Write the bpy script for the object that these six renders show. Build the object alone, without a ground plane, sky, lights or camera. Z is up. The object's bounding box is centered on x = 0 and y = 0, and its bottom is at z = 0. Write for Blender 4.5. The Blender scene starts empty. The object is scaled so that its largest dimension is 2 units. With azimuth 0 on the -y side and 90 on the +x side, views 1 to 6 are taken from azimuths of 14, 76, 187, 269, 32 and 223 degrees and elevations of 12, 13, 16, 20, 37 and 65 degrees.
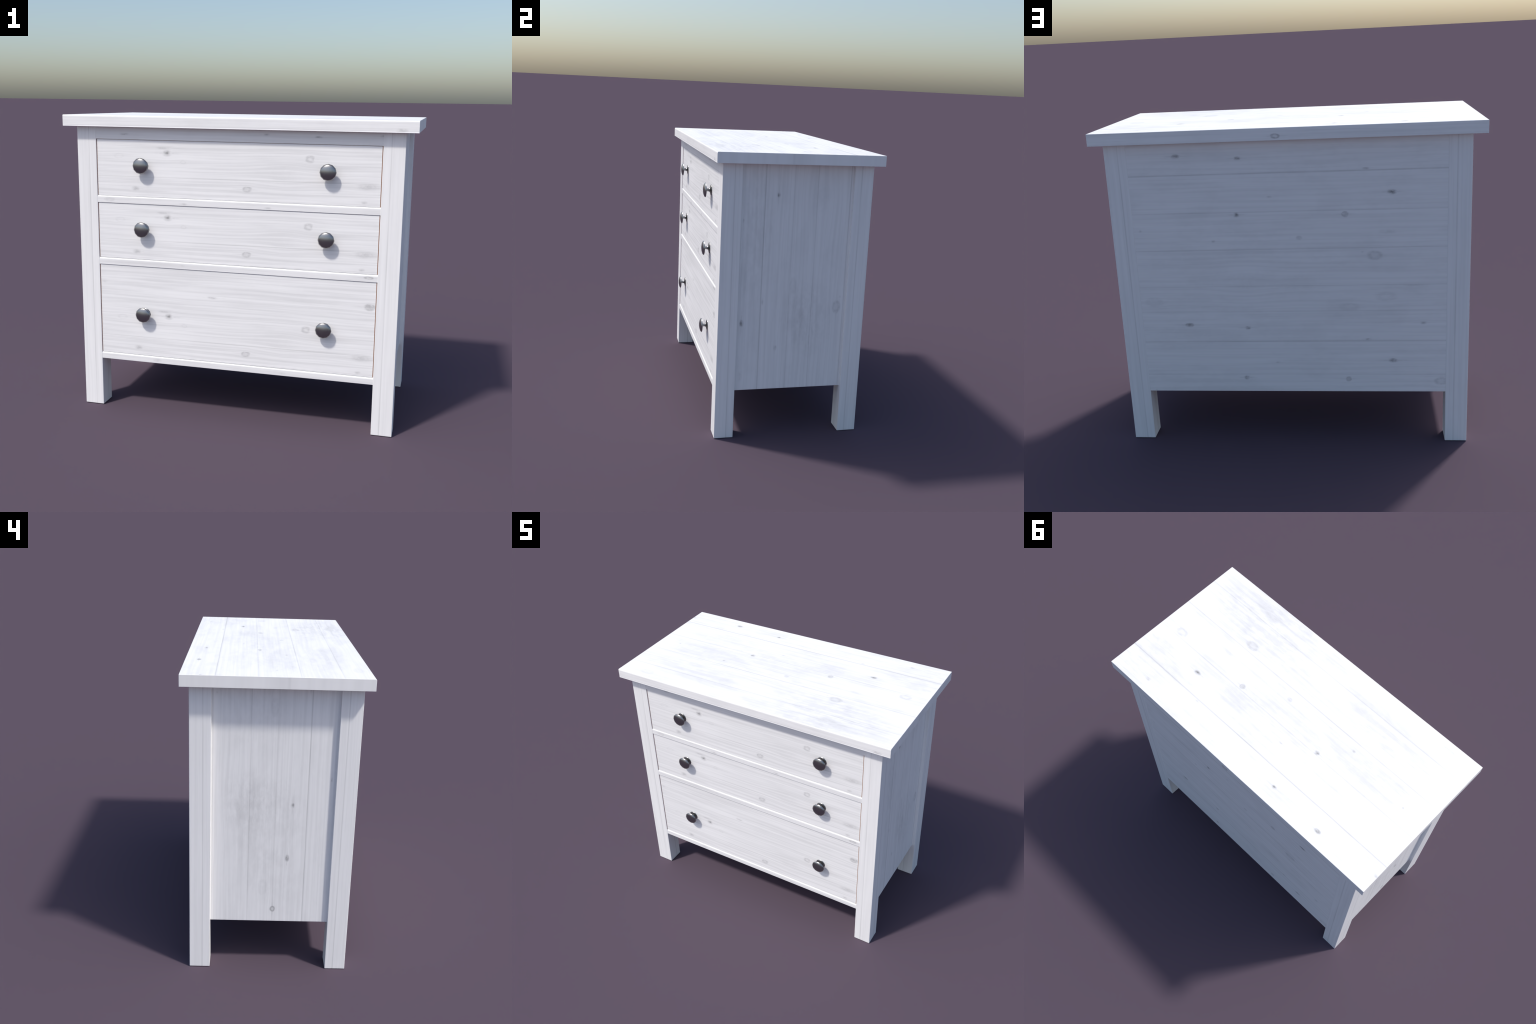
import bpy, bmesh, math
from mathutils import Vector

# ------------------------------------------------------------------ sizes (m)
LEG_OUT_X, LEG_IN_X = 0.9345, 0.8175        # legs: outer / inner face in x
LEG_OUT_Y, LEG_IN_Y = 0.4545, 0.3375        # legs: outer / inner face in y
TOP_Z0, TOP_Z1 = 1.689, 1.7525              # table top slab
BASE_Z = 0.297                              # lower edge of the case
SIDE_X = LEG_OUT_X - 0.023                  # recessed side panels
BACK_Y = LEG_OUT_Y - 0.002                  # almost flush back panel
DRAWER_Y = -LEG_OUT_Y + 0.0045              # drawer faces, slightly set back
RAIL_Y = -LEG_OUT_Y + 0.0010
OPENINGS = [(1.2945, 1.6180), (0.9260, 1.2510), (0.3390, 0.8830)]
KNOB_X, KNOB_Z = 0.535, [1.473, 1.1065, 0.598]


# ------------------------------------------------------------------ node helpers
class Nodes:
    """Small helper for writing shader node trees."""

    def __init__(self, tree):
        self.t = tree
        self.x = 0

    def new(self, kind, **props):
        n = self.t.nodes.new(kind)
        self.x += 40
        n.location = (self.x, 0)
        for k, v in props.items():
            setattr(n, k, v)
        return n

    def put(self, sock, v):
        if isinstance(v, bpy.types.NodeSocket):
            self.t.links.new(v, sock)
        elif v is not None:
            sock.default_value = v

    def math(self, op, a, b=None, c=None, clamp=False):
        n = self.new('ShaderNodeMath', operation=op, use_clamp=clamp)
        for i, v in enumerate((a, b, c)):
            self.put(n.inputs[i], v)
        return n.outputs[0]

    def vec(self, op, a, b=None):
        n = self.new('ShaderNodeVectorMath', operation=op)
        self.put(n.inputs[0], a)
        self.put(n.inputs[1], b)
        return n.outputs['Value'] if op in ('LENGTH', 'DOT_PRODUCT') else n.outputs[0]

    def xyz(self, x, y, z):
        n = self.new('ShaderNodeCombineXYZ')
        for i, v in enumerate((x, y, z)):
            self.put(n.inputs[i], v)
        return n.outputs[0]

    def split(self, v):
        n = self.new('ShaderNodeSeparateXYZ')
        self.put(n.inputs[0], v)
        return n.outputs

    def noise(self, v, scale=1.0, detail=2.0, rough=0.5, dist=0.0):
        n = self.new('ShaderNodeTexNoise', noise_dimensions='3D')
        self.put(n.inputs['Vector'], v)
        n.inputs['Scale'].default_value = scale
        n.inputs['Detail'].default_value = detail
        n.inputs['Roughness'].default_value = rough
        n.inputs['Distortion'].default_value = dist
        return n.outputs[0]

    def smooth(self, v, lo, hi, a=0.0, b=1.0):
        n = self.new('ShaderNodeMapRange', interpolation_type='SMOOTHSTEP')
        for i, q in enumerate((v, lo, hi, a, b)):
            self.put(n.inputs[i], q)
        return n.outputs[0]

    def mix(self, f, a, b):
        n = self.new('ShaderNodeMix', data_type='RGBA')
        self.put(n.inputs[0], f)
        self.put(n.inputs[6], a)
        self.put(n.inputs[7], b)
        return n.outputs[2]


def knot_group():
    """One knot: dark core and / or ring, and the push it gives to the grain lines.
    State carries (along, across, darkness so far), so the knots are evaluated one after the other."""
    g = bpy.data.node_groups.new('wood_knot', 'ShaderNodeTree')
    I = g.interface
    I.new_socket('State', in_out='INPUT', socket_type='NodeSocketVector')
    for nm in ('Along', 'Across', 'InvLength', 'InvWidth', 'Core', 'Ring', 'WarpIn'):
        I.new_socket(nm, in_out='INPUT', socket_type='NodeSocketFloat')
    I.new_socket('State', in_out='OUTPUT', socket_type='NodeSocketVector')
    I.new_socket('Warp', in_out='OUTPUT', socket_type='NodeSocketFloat')
    k = Nodes(g)
    gi, go = k.new('NodeGroupInput'), k.new('NodeGroupOutput')
    i = gi.outputs
    p = k.split(i['State'])
    rv = k.math('SUBTRACT', p[1], i['Across'])
    qu = k.math('ABSOLUTE', k.math('MULTIPLY', k.math('SUBTRACT', p[0], i['Along']), i['InvLength']))
    qv = k.math('ABSOLUTE', k.math('MULTIPLY', rv, i['InvWidth']))
    d2 = k.math('MULTIPLY_ADD', qu, qu, k.math('MULTIPLY', qv, qv))
    d = k.math('SQRT', d2)
    core = k.math('MULTIPLY', k.smooth(d, 0.0, 1.35, 1.0, 0.0), i['Core'])
    off = k.math('ABSOLUTE', k.math('SUBTRACT', d, 0.85))
    spot = k.math('MULTIPLY_ADD', k.math('MULTIPLY', k.smooth(d, 1.0, 1.5, 1.0, 0.0), k.smooth(off, 0.0, 0.62, 1.0, 0.10)), i['Ring'], core)
    # thin tails along the grain on both sides of the knot
    tail = k.math('MULTIPLY', k.smooth(qv, 0.0, 0.5, 1.0, 0.0), k.smooth(qu, 0.4, 4.5, 1.0, 0.0))
    tail = k.math('MULTIPLY', tail, k.math('MULTIPLY', k.math('ADD', i['Core'], i['Ring']), 0.22))
    dark = k.math('ADD', p[2], k.math('MAXIMUM', spot, tail))
    fall = k.math('EXPONENT', k.math('MULTIPLY', d2, -0.40))
    warp = k.math('MULTIPLY_ADD', rv, k.math('MULTIPLY', fall, -0.42), i['WarpIn'])
    k.put(go.inputs['State'], k.xyz(p[0], p[1], dark))
    k.put(go.inputs['Warp'], warp)
    return g


KNOT = knot_group()

# Knots of the boarded panels: (along the grain, across the boards, half length, half width, core, ring).
# The pattern repeats every BOARD_REPEAT across the boards.
BOARD_REPEAT = 0.9245
PANEL_KNOTS = [
    (0.559, 0.099, .022, .011, .55, .10), (0.239, 0.080, .017, .010, .60, 0),
    (-0.409, 0.010, .019, .007, .30, 0), (-0.539, 0.811, .024, .013, .60, 0),
    (0.085, 0.800, .015, .006, .22, 0), (0.262, 0.710, .015, .013, .65, 0),
    (-0.300, 0.701, .016, .014, .20, .18), (0.781, 0.632, .008, .007, .20, 0),
    (-0.514, 0.605, .050, .014, .11, 0), (-0.059, 0.580, .016, .010, .18, .10),
    (0.393, 0.569, .013, .007, .26, 0), (-0.448, 0.478, .036, .022, .06, .16),
    (-0.384, 0.498, .009, .006, .16, 0), (0.745, 0.232, .045, .024, .04, .05),
    (-0.505, 0.251, .050, .024, .05, .06), (-0.312, 0.195, .050, .018, .04, .06),
    (-0.699, 0.103, .020, .010, .30, 0), (-0.795, 0.689, .034, .020, .05, .14),
    (-0.876, 0.815, .040, .014, .10, 0), (-0.648, 0.313, .060, .006, .12, 0),
    (0.230, 0.345, .110, .060, .045, 0),
]
PANEL_SEAMS = [(0.0, .26, .0056), (.7225, .15, .0048), (.520, .17, .0048), (.317, .14, .0048), (.174, .11, .0060)]

# the back shows one full repeat and parts of its neighbours; two knots differ between the rows
BACK_KNOTS = []
for row in (-1, 0, 1):
    for q in PANEL_KNOTS:
        z = 1.5185 + (row - 1) * BOARD_REPEAT + q[1]
        missing = (q[0] == -0.699 and row == 1) or (q[0] in (-0.795, -0.876) and row == 0)
        if 0.28 < z < 1.69 and abs(q[0]) < 0.83 and not missing:
            BACK_KNOTS.append((q[0], z) + q[2:])
BACK_SEAMS = [(1.5185, .22, .0056), (1.3165, .14, .0052), (1.1143, .15, .0052), (.911, .13, .0052), (.768, .11, .0062),
              (.594, .20, .0056), (.399, .11, .0048)]

DRAWER_KNOTS = [
    (-.387, .254, .024, .018, .55, 0), (-.412, .281, .045, .008, .24, 0), (-.680, .233, .028, .013, -.05, .06),
    (-.290, .206, .016, .009, -.08, .08), (.430, .241, .023, .018, .10, .17), (-.580, .049, .028, .013, .32, 0),
    (.081, .066, .024, .014, .12, .24), (.748, .103, .065, .020, .22, 0), (.730, .017, .018, .010, .22, 0),
    (-.119, .388, .034, .008, .32, 0), (.782, .399, .028, .018, .34, .16), (-.791, .444, .018, .010, .10, 0),
    (.300, .150, .10, .05, .035, 0),
]
DRAWER_SEAMS = [(.1155, .13, .0036)]

# small knots on the narrow front pieces, in x and z of the whole chest
RAIL_KNOTS = [
    (-.64, 1.648, .026, .006, .30, 0), (.19, 1.664, .020, .006, .26, 0), (.475, 1.656, .024, .006, .42, 0),
    (.815, 1.668, .018, .006, .34, 0), (-.745, 1.272, .030, .010, .08, .10), (-.29, 1.262, .026, .008, .24, 0),
    (.20, 1.262, .024, .007, .22, 0), (.770, .906, .024, .008, .16, .26), (-.30, .905, .02, .007, .10, 0),
    (-.46, .316, .024, .009, .14, .06), (.30, .312, .026, .007, .12, 0),
]
EDGE_KNOTS = [(.915, 1.7025, .034, .010, .26, 0), (.035, 6.711, .020, .011, .10, .34)]


def wood_material(name, uvw, knots=(), seams=(), repeat=None, line=1.0, seed=0.0, blotch=1.0, extra=None,
                  base=(0.892, 0.883, 0.876), window=None, knot_color=(0.10, 0.098, 0.10, 1)):
    """White-washed pine. uvw(k, object_xyz, normal_xyz) -> (along, across) sockets in metres."""
    if window:   # keep only the knots that can fall on this part
        u0, u1, v0, v1 = window
        knots = [q for q in knots if u0 - 3 * q[2] < q[0] < u1 + 3 * q[2] and v0 - 2 * q[3] < q[1] < v1 + 2 * q[3]]
    m = bpy.data.materials.new(name)
    m.use_nodes = True
    m.node_tree.nodes.clear()
    k = Nodes(m.node_tree)
    tc = k.new('ShaderNodeTexCoord')
    pos = k.split(tc.outputs['Object'])
    geo = k.split(tc.outputs['Normal'])
    u, v = uvw(k, pos, geo)
    if repeat:
        v = k.math('FLOORED_MODULO', v, repeat)
    wob = k.noise(k.xyz(k.math('MULTIPLY', u, 2.2), k.math('MULTIPLY', v, 3.0), seed + 3.1), 1.0, 2.0)
    wob = k.math('MULTIPLY', k.math('SUBTRACT', wob, 0.5), 0.015)
    fine = k.noise(k.xyz(k.math('MULTIPLY', u, 30.0), k.math('MULTIPLY', v, 60.0), seed), 1.0, 2.0)
    fine = k.math('MULTIPLY', k.math('SUBTRACT', fine, 0.5), 0.015)
    state = k.xyz(k.math('ADD', u, fine), k.math('ADD', v, k.math('MULTIPLY', fine, 0.3)), 0.0)
    warp = wob
    for a, b, su, sv, core, ring in knots:
        n = k.new('ShaderNodeGroup', node_tree=KNOT)
        for nm, val in (('State', state), ('WarpIn', warp), ('Along', a), ('Across', b), ('InvLength', 1 / su),
                        ('InvWidth', 1 / sv), ('Core', core), ('Ring', ring)):
            k.put(n.inputs[nm], val)
        state, warp = n.outputs['State'], n.outputs['Warp']
    dark = k.split(state)[2]
    if knots:
        worn = k.noise(k.xyz(k.math('MULTIPLY', u, 45.0), k.math('MULTIPLY', v, 75.0), seed + 31.0), 1.0, 2.0)
        dark = k.math('MULTIPLY', dark, k.smooth(worn, 0.28, 0.66, 0.55, 1.3))
    vg = k.math('ADD', v, warp)
    # growth rings: soft broad lines and fine fibres, stretched along the grain
    lines = k.noise(k.xyz(k.math('MULTIPLY', u, 1.3), k.math('MULTIPLY', vg, 66.0), seed + 11.0), 1.0, 2.0, 0.55)
    fibre = k.noise(k.xyz(k.math('MULTIPLY', u, 5.0), k.math('MULTIPLY', vg, 260.0), seed + 5.0), 1.0, 2.0, 0.6)
    broad = k.noise(k.xyz(k.math('MULTIPLY', u, 1.4), k.math('MULTIPLY', vg, 22.0), seed + 7.0), 1.0, 2.0)
    cloud = k.noise(k.xyz(k.math('MULTIPLY', u, 3.2), k.math('MULTIPLY', vg, 7.0), seed + 2.0), 1.0, 7.0, 0.66)
    ln = k.smooth(lines, 0.36, 0.68)
    tone = k.math('MULTIPLY', ln, 0.085 * line)
    tone = k.math('ADD', tone, k.math('MULTIPLY', k.math('SUBTRACT', fibre, 0.5), 0.06 * line))
    tone = k.math('ADD', tone, k.math('MULTIPLY', k.math('SUBTRACT', broad, 0.5), 0.14 * line))
    tone = k.math('ADD', tone, k.math('MULTIPLY', k.smooth(cloud, 0.44, 0.66), 0.040 * blotch))
    flat = k.noise(k.xyz(k.math('MULTIPLY', u, 1.3), k.math('MULTIPLY', k.math('ADD', v, wob), 90.0), seed + 11.0), 1.0, 2.0, 0.55)
    height = k.math('MULTIPLY', k.smooth(flat, 0.36, 0.68), -0.35)
    sd = 0.0
    for s, amt, w in seams:
        dd = k.math('ABSOLUTE', k.math('SUBTRACT', v, k.math('ADD', s, k.math('MULTIPLY', wob, 0.10))))
        if repeat:
            dd = k.math('MINIMUM', dd, k.math('ABSOLUTE', k.math('SUBTRACT', dd, repeat)))
        sd = k.math('MAXIMUM', sd, k.smooth(dd, 0.0006, w, amt, 0.0))
    if seams:
        patchy = k.noise(k.xyz(k.math('MULTIPLY', u, 2.6), k.math('MULTIPLY', v, 2.0), seed + 19.0), 1.0, 2.0)
        sd = k.math('MULTIPLY', sd, k.smooth(patchy, 0.25, 0.65, 0.45, 1.0))
        height = k.math('SUBTRACT', height, k.math('MULTIPLY', sd, 4.0))
    if extra:
        tone = k.math('ADD', tone, extra(k, pos, geo, seed))
    tone = k.math('ADD', tone, sd)
    col = k.new('ShaderNodeVectorMath', operation='SCALE')
    col.inputs[0].default_value = base
    k.put(col.inputs['Scale'], k.math('SUBTRACT', 1.06, tone))
    cmix = k.mix(k.math('MAXIMUM', dark, 0.0, clamp=True), col.outputs[0], knot_color)
    b = k.new('ShaderNodeBsdfPrincipled')
    k.put(b.inputs['Base Color'], cmix)
    b.inputs['Roughness'].default_value = 0.52
    b.inputs['Specular IOR Level'].default_value = 0.4
    bump = k.new('ShaderNodeBump')
    bump.inputs['Strength'].default_value = 0.25
    bump.inputs['Distance'].default_value = 0.0012
    k.put(bump.inputs['Height'], height)
    k.put(b.inputs['Normal'], bump.outputs[0])
    out = k.new('ShaderNodeOutputMaterial')
    k.put(out.inputs[0], b.outputs[0])
    return m


# --- how each part's boards run -------------------------------------------------
def uv_back(k, p, n):
    return p[0], k.math('ADD', p[2], 0.0)


def uv_left(k, p, n):
    return k.math('SUBTRACT', 1.261, p[2]), k.math('ADD', p[1], 1.708 - 1.5185 + BOARD_REPEAT)


def uv_right(k, p, n):
    return k.math('SUBTRACT', p[2], 1.2636), k.math('ADD', p[1], 1.713 - 1.5185 + BOARD_REPEAT)


def uv_top(k, p, n):
    return k.math('DIVIDE', p[0], -1.077), k.math('ADD', k.math('DIVIDE', k.math('SUBTRACT', p[1], .316), 1.08), BOARD_REPEAT)


def uv_front(k, p, n):
    return p[0], p[2]


def uv_edge(k, p, n):
    # the rear edge of the slab carries its own stretch of grain
    return p[0], k.math('ADD', p[2], k.math('MULTIPLY', k.math('GREATER_THAN', p[1], 0.0), 5.0))


def uv_drawer(k, p, n):
    return p[0], k.math('SUBTRACT', p[2], k.math('MULTIPLY', p[0], 0.004))


def uv_end(k, p, n):
    # end faces of the slab: tone changes only from front to back
    return k.math('MULTIPLY', p[2], 0.3), k.math('MULTIPLY', p[1], 0.22)


def uv_leg(k, p, n):
    # vertical grain; on side faces count across y, on front and back faces across x
    side = k.math('GREATER_THAN', k.math('ABSOLUTE', n[0]), 0.7)
    ax = k.math('SUBTRACT', k.math('ABSOLUTE', p[0]), LEG_IN_X)
    ay = k.math('SUBTRACT', k.math('ABSOLUTE', p[1]), LEG_IN_Y)
    v = k.math('ADD', k.math('MULTIPLY', side, ay), k.math('MULTIPLY', k.math('SUBTRACT', 1.0, side), ax))
    quad = k.math('ADD', k.math('SIGN', p[0]), k.math('MULTIPLY', k.math('SIGN', p[1]), 3.0))
    u = k.math('ADD', p[2], k.math('ADD', k.math('MULTIPLY', quad, 7.0), k.math('MULTIPLY', side, 40.0)))
    return u, v


def slab_pale_line(k, p, n, seed):
    # pale line coloured along the lower front edge, thin darker line above it
    low = k.smooth(p[2], TOP_Z0 + 0.004, TOP_Z0 + 0.007, 1.0, 0.0)
    front = k.math('LESS_THAN', n[1], -0.3)
    line = k.smooth(k.math('ABSOLUTE', k.math('SUBTRACT', p[2], TOP_Z0 + 0.009)), 0.0, 0.003, 0.10, 0.0)
    return k.math('MULTIPLY', k.math('SUBTRACT', line, k.math('MULTIPLY', low, 0.22)), front)


def worn_patches(axes, patches):
    """Soft areas where the white wash is thin: (centre a, centre b, radius a, radius b, strength)."""
    def f(k, p, n, seed):
        a, b = p[axes[0]], p[axes[1]]
        ua, ub = (k.math('MULTIPLY', a, 9.0), k.math('MULTIPLY', b, 30.0)) if axes == (0, 1) else (k.math('MULTIPLY', a, 34.0), k.math('MULTIPLY', b, 12.0))
        mott = k.smooth(k.noise(k.xyz(ua, ub, seed + 77.0), 1.0, 5.0, 0.65), 0.36, 0.64, 0.15, 1.0)
        total = 0.0
        for ca, cb, ra, rb, s in patches:
            da = k.math('MULTIPLY', k.math('SUBTRACT', a, ca), 1 / ra)
            db = k.math('MULTIPLY', k.math('SUBTRACT', b, cb), 1 / rb)
            d2 = k.math('MULTIPLY_ADD', da, da, k.math('MULTIPLY', db, db))
            total = k.math('ADD', total, k.smooth(d2, 0.0, 1.0, s, 0.0))
        return k.math('MULTIPLY', total, mott)
    return f


def end_bands(k, p, n, seed):
    a = k.smooth(k.math('ABSOLUTE', k.math('ADD', p[1], 0.028)), 0.0, 0.05, 0.05, 0.0)
    b = k.smooth(k.math('ABSOLUTE', k.math('ADD', p[1], 0.060)), 0.0, 0.012, 0.06, 0.0)
    return k.math('ADD', a, b)


MAT_BACK = wood_material('white_pine_back', uv_back, BACK_KNOTS, BACK_SEAMS, line=0.72, seed=1, blotch=1.3)
MAT_LEFT = wood_material('white_pine_left', uv_left, PANEL_KNOTS + [(0.882, 0.171, .017, .013, .14, .36)], PANEL_SEAMS, BOARD_REPEAT, line=0.85, seed=1, window=(-.44, .97, -1, 2),
                         extra=worn_patches((1, 2), [(.15, 1.05, .20, .22, .065), (.03, .93, .28, .36, .075), (.12, 1.55, .25, .3, .05), (-.02, .55, .25, .25, .05)]))
MAT_RIGHT = wood_material('white_pine_right', uv_right, PANEL_KNOTS, PANEL_SEAMS, BOARD_REPEAT, line=0.85, seed=1, window=(-.97, .44, -1, 2),
                          extra=worn_patches((1, 2), [(.10, .75, .20, .30, .09), (-.25, 1.25, .14, .6, .07)]))
MAT_TOP = wood_material('white_pine_top', uv_top, PANEL_KNOTS + [(0.918, 0.070, .014, .008, .20, 0)], PANEL_SEAMS, BOARD_REPEAT, line=0.8, seed=1, blotch=2.0, base=(0.855, 0.85, 0.854), knot_color=(0.05, 0.05, 0.05, 1),
                        extra=worn_patches((0, 1), [(.52, -.34, .50, .26, .15), (-.45, -.10, .60, .36, .07), (.88, .36, .35, .25, .09), (.15, .15, .40, .20, .07)]))
MAT_EDGE = wood_material('white_pine_slab_edge', uv_edge, EDGE_KNOTS, line=0.9, seed=21, extra=slab_pale_line)
MAT_END = wood_material('white_pine_slab_end', uv_end, line=0.55, seed=29, extra=end_bands, blotch=0.3)
RAIL_BANDS = [(1.618, 1.69), (1.25, 1.2945), (.883, .926), (.297, .339)]
MAT_RAILS = [wood_material('white_pine_rail', uv_front, RAIL_KNOTS, line=0.9, seed=41, base=(0.86, 0.852, 0.846), window=(-1, 1, a, b)) for a, b in RAIL_BANDS]
MAT_DRAWER = wood_material('white_pine_drawer', uv_drawer, DRAWER_KNOTS, DRAWER_SEAMS, line=1.4, seed=53, blotch=0.6)
MAT_LEG = wood_material('white_pine_leg', uv_leg, (), [(.0445, .17, .0055)], line=0.7, seed=67, blotch=0.5)


def raw_wood():
    m = bpy.data.materials.new('raw_brown_wood')
    m.use_nodes = True
    m.node_tree.nodes.clear()
    k = Nodes(m.node_tree)
    tc = k.new('ShaderNodeTexCoord')
    p = k.split(tc.outputs['Object'])
    f = k.noise(k.xyz(k.math('MULTIPLY', p[0], 3), k.math('MULTIPLY', p[1], 3), k.math('MULTIPLY', p[2], 60)), 1.0, 3.0)
    b = k.new('ShaderNodeBsdfPrincipled')
    k.put(b.inputs['Base Color'], k.mix(f, (0.48, 0.25, 0.14, 1), (0.62, 0.36, 0.22, 1)))
    b.inputs['Roughness'].default_value = 0.6
    out = k.new('ShaderNodeOutputMaterial')
    k.put(out.inputs[0], b.outputs[0])
    return m


def knob_metal():
    m = bpy.data.materials.new('dark_polished_metal')
    m.use_nodes = True
    m.node_tree.nodes.clear()
    k = Nodes(m.node_tree)
    tc = k.new('ShaderNodeTexCoord')
    f = k.noise(tc.outputs['Object'], 60.0, 3.0)
    b = k.new('ShaderNodeBsdfPrincipled')
    k.put(b.inputs['Base Color'], k.mix(f, (0.30, 0.30, 0.30, 1), (0.34, 0.337, 0.334, 1)))
    b.inputs['Metallic'].default_value = 1.0
    b.inputs['Roughness'].default_value = 0.30
    out = k.new('ShaderNodeOutputMaterial')
    k.put(out.inputs[0], b.outputs[0])
    return m


MAT_RAW = raw_wood()
MAT_METAL = knob_metal()


# ------------------------------------------------------------------ geometry helpers
def link(ob, parent):
    bpy.context.scene.collection.objects.link(ob)
    if parent:
        ob.parent = parent
    return ob


def board(name, lo, hi, mats, parent, small=0.0025, big_edges=None, big=0.0, slot=None, origin=(0, 0, 0), segs=2, square=0.5):
    """A plank between two corners: big rounding on chosen edges, a fine arris on the others.
    slot(normal, centre) picks the material slot of a face."""
    o = Vector(origin)
    lo, hi = Vector(lo) - o, Vector(hi) - o
    bm = bmesh.new()
    bmesh.ops.create_cube(bm, size=1.0)
    for v in bm.verts:
        v.co = Vector([(lo[i] + hi[i]) / 2 + v.co[i] * (hi[i] - lo[i]) for i in range(3)])
    if big_edges:
        es = [e for e in bm.edges if big_edges((e.verts[0].co + e.verts[1].co) / 2 + o)]
        bmesh.ops.bevel(bm, geom=es, offset=big, segments=6, profile=square, affect='EDGES')
    bm.normal_update()
    es = [e for e in bm.edges if len(e.link_faces) == 2 and e.calc_face_angle() > math.radians(50)]
    bmesh.ops.bevel(bm, geom=es, offset=small, segments=segs, profile=0.5, affect='EDGES')
    bm.normal_update()
    for f in bm.faces:
        f.smooth = True
        if slot:
            f.material_index = slot(f.normal, f.calc_center_median() + o)
    me = bpy.data.meshes.new(name)
    bm.to_mesh(me)
    bm.free()
    for m in mats:
        me.materials.append(m)
    ob = bpy.data.objects.new(name, me)
    ob.location = origin
    link(ob, parent)
    w = ob.modifiers.new('weighted_normals', 'WEIGHTED_NORMAL')
    w.keep_sharp = True
    w.weight = 100
    return ob


def knob_mesh():
    """Turned knob around the y axis, 12 sided; base plate at y = 0, dome towards -y."""
    profile = [  # (radius, distance from the drawer face)
        (0.0345, 0.0000), (0.0342, 0.0020), (0.0300, 0.0040), (0.0210, 0.0060), (0.0138, 0.0086),
        (0.0105, 0.0122), (0.0092, 0.0180), (0.0092, 0.0325), (0.0200, 0.0335), (0.0395, 0.0345),
        (0.0460, 0.0366), (0.0456, 0.0382), (0.0404, 0.0428), (0.0388, 0.0439), (0.0290, 0.0472), (0.0185, 0.0496), (0.0085, 0.0508)]
    N = 12
    bm = bmesh.new()
    rings = []
    for r, d in profile:
        rings.append([bm.verts.new((r * math.sin(2 * math.pi * i / N), -d, r * math.cos(2 * math.pi * i / N))) for i in range(N)])
    tip = bm.verts.new((0, -0.0511, 0))
    for a, b in zip(rings, rings[1:]):
        for i in range(N):
            bm.faces.new((a[i], a[(i + 1) % N], b[(i + 1) % N], b[i]))
    for i in range(N):
        bm.faces.new((rings[-1][i], rings[-1][(i + 1) % N], tip))
    bm.faces.new(rings[0])
    bmesh.ops.recalc_face_normals(bm, faces=bm.faces)
    for f in bm.faces:
        f.smooth = len(f.verts) < 12
    for e in bm.edges:
        if len(e.link_faces) == 2 and e.calc_face_angle() > math.radians(70):
            e.smooth = False
    me = bpy.data.meshes.new('knob')
    bm.to_mesh(me)
    bm.free()
    me.materials.append(MAT_METAL)
    return me


# ------------------------------------------------------------------ the chest
root = bpy.data.objects.new('chest_of_drawers', None)
link(root, None)
root['label'] = 'white-washed pine chest of three drawers with dark metal knobs'
root['category'] = 'chest of drawers'


def slab_slot(n, c):
    if n.z > 0.75:
        return 0
    if abs(n.x) > 0.6:
        return 2
    return 1


board('table_top', (-1.0, -0.5, TOP_Z0), (1.0, 0.5, TOP_Z1), [MAT_TOP, MAT_EDGE, MAT_END], root, small=0.0018,
      big_edges=lambda c: c.y < -0.49 and c.z > TOP_Z1 - 0.001, big=0.012, slot=slab_slot, square=0.72)

for sx in (-1, 1):
    for sy in (-1, 1):
        x0, x1 = sorted((sx * LEG_IN_X, sx * LEG_OUT_X))
        y0, y1 = sorted((sy * LEG_IN_Y, sy * LEG_OUT_Y))
        board('leg', (x0, y0, 0.0), (x1, y1, TOP_Z0 + 0.004), [MAT_LEG], root, small=0.0025)

for sx, mat in ((-1, MAT_LEFT), (1, MAT_RIGHT)):
    x0, x1 = sorted((sx * (SIDE_X - 0.022), sx * SIDE_X))
    board('side_panel', (x0, -LEG_IN_Y - 0.006, BASE_Z + 0.002), (x1, LEG_IN_Y + 0.006, TOP_Z0 + 0.006), [mat], root, small=0.002)

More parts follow.
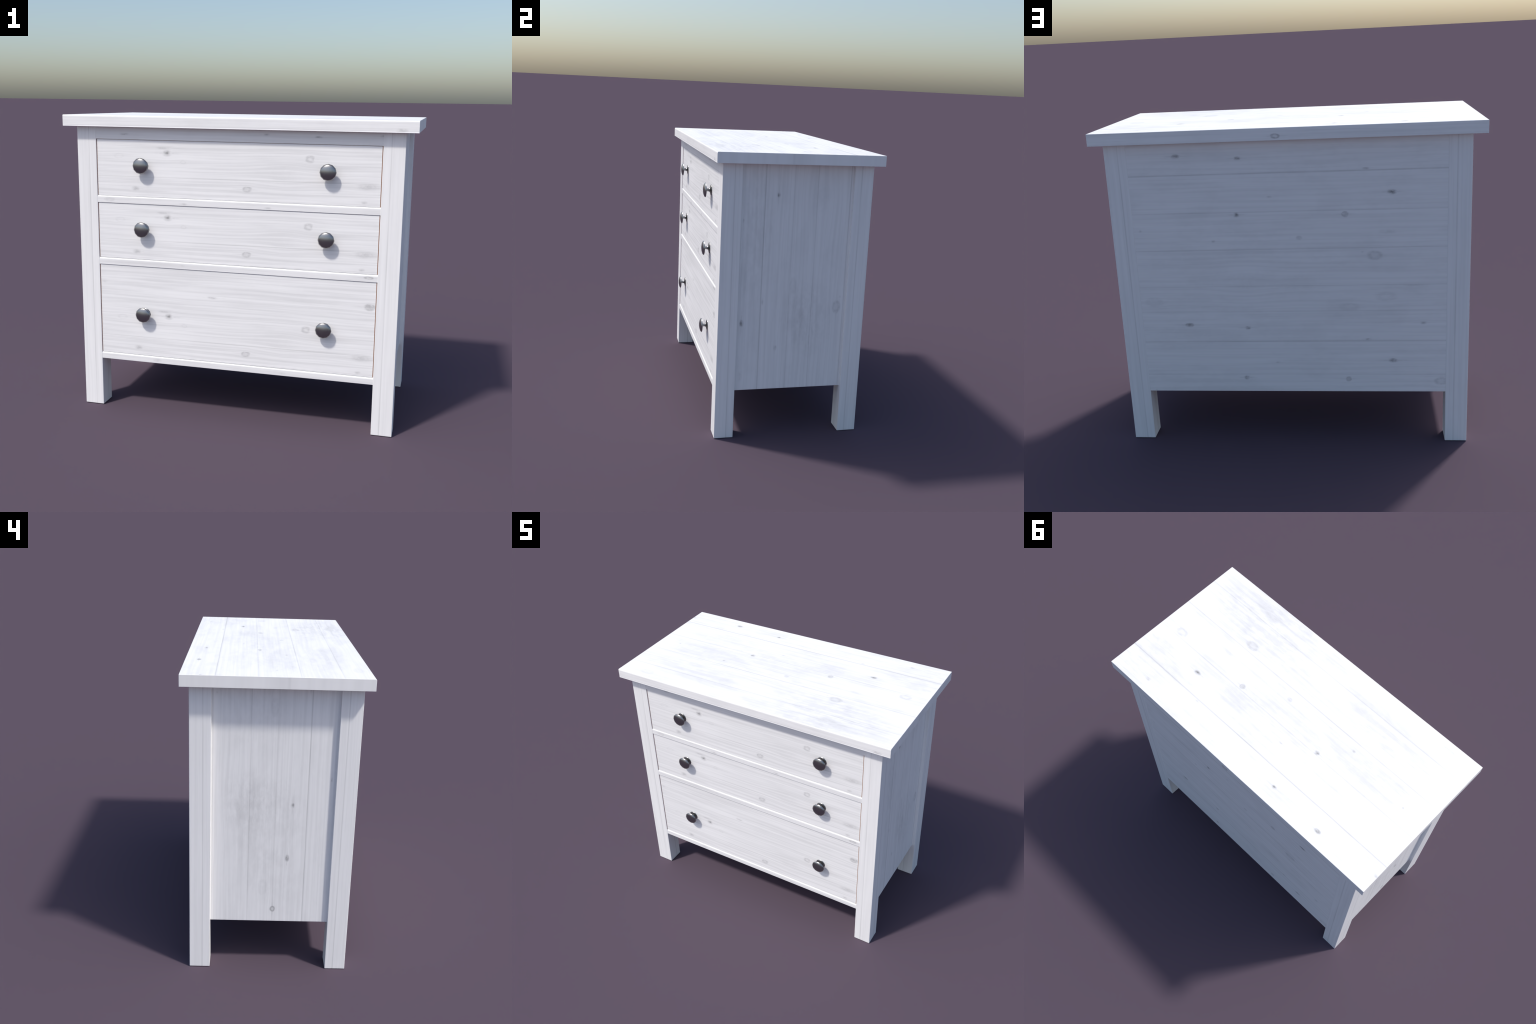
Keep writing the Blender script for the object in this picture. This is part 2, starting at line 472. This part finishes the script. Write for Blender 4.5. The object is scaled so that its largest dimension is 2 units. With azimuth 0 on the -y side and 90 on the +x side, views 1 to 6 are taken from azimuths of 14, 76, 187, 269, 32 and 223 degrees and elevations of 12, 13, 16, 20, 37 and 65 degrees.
board('back_panel', (-LEG_IN_X - 0.006, BACK_Y - 0.020, BASE_Z - 0.001), (LEG_IN_X + 0.006, BACK_Y, TOP_Z0 + 0.007),
      [MAT_BACK], root, small=0.002)

# front rails: one above the drawers, one under each drawer (rounded upper front arris)
board('rail', (-LEG_IN_X - 0.005, RAIL_Y + 0.0006, OPENINGS[0][1]), (LEG_IN_X + 0.005, RAIL_Y + 0.03, TOP_Z0 + 0.005), [MAT_RAILS[0]], root, small=0.002)
for i, (z0, z1) in enumerate(OPENINGS):
    zlow = OPENINGS[i + 1][1] if i < 2 else BASE_Z
    board('rail', (-LEG_IN_X - 0.005, RAIL_Y, zlow), (LEG_IN_X + 0.005, RAIL_Y + 0.03, z0), [MAT_RAILS[i + 1]], root, small=0.0025,
          big_edges=lambda c, z=z0, y=RAIL_Y: c.y < y + 0.001 and c.z > z - 0.001, big=0.011)

# raw wood carcass seen only through the gaps round the drawers, and the bottom board
board('carcass', (-LEG_IN_X - 0.004, DRAWER_Y + 0.0065, BASE_Z + 0.016), (LEG_IN_X + 0.004, BACK_Y - 0.022, TOP_Z0 - 0.03), [MAT_RAW], root, small=0.001)
board('bottom_board', (-LEG_IN_X - 0.003, -LEG_IN_Y - 0.08, BASE_Z + 0.004), (LEG_IN_X + 0.003, LEG_IN_Y + 0.08, BASE_Z + 0.015), [MAT_RAW], root, small=0.001)

KNOB = knob_mesh()
for i, (z0, z1) in enumerate(OPENINGS):
    gap, low = 0.0036, (-0.0005, 0.0004, 0.0010)[i]
    d = board('drawer', (-LEG_IN_X + gap, DRAWER_Y, z0 + low), (LEG_IN_X - gap, DRAWER_Y + 0.022, z1 - (0.0017, 0.0012, 0.0012)[i]), [MAT_DRAWER, MAT_RAW], root,
              small=0.0008, slot=lambda n, c: 1 if abs(n.x) > 0.3 else 0, origin=(0, DRAWER_Y, z0), segs=1)
    for sx in (-1, 1):
        kn = bpy.data.objects.new('knob', KNOB)
        link(kn, d)
        kn.location = (sx * KNOB_X, 0.0003, KNOB_Z[i] - z0)
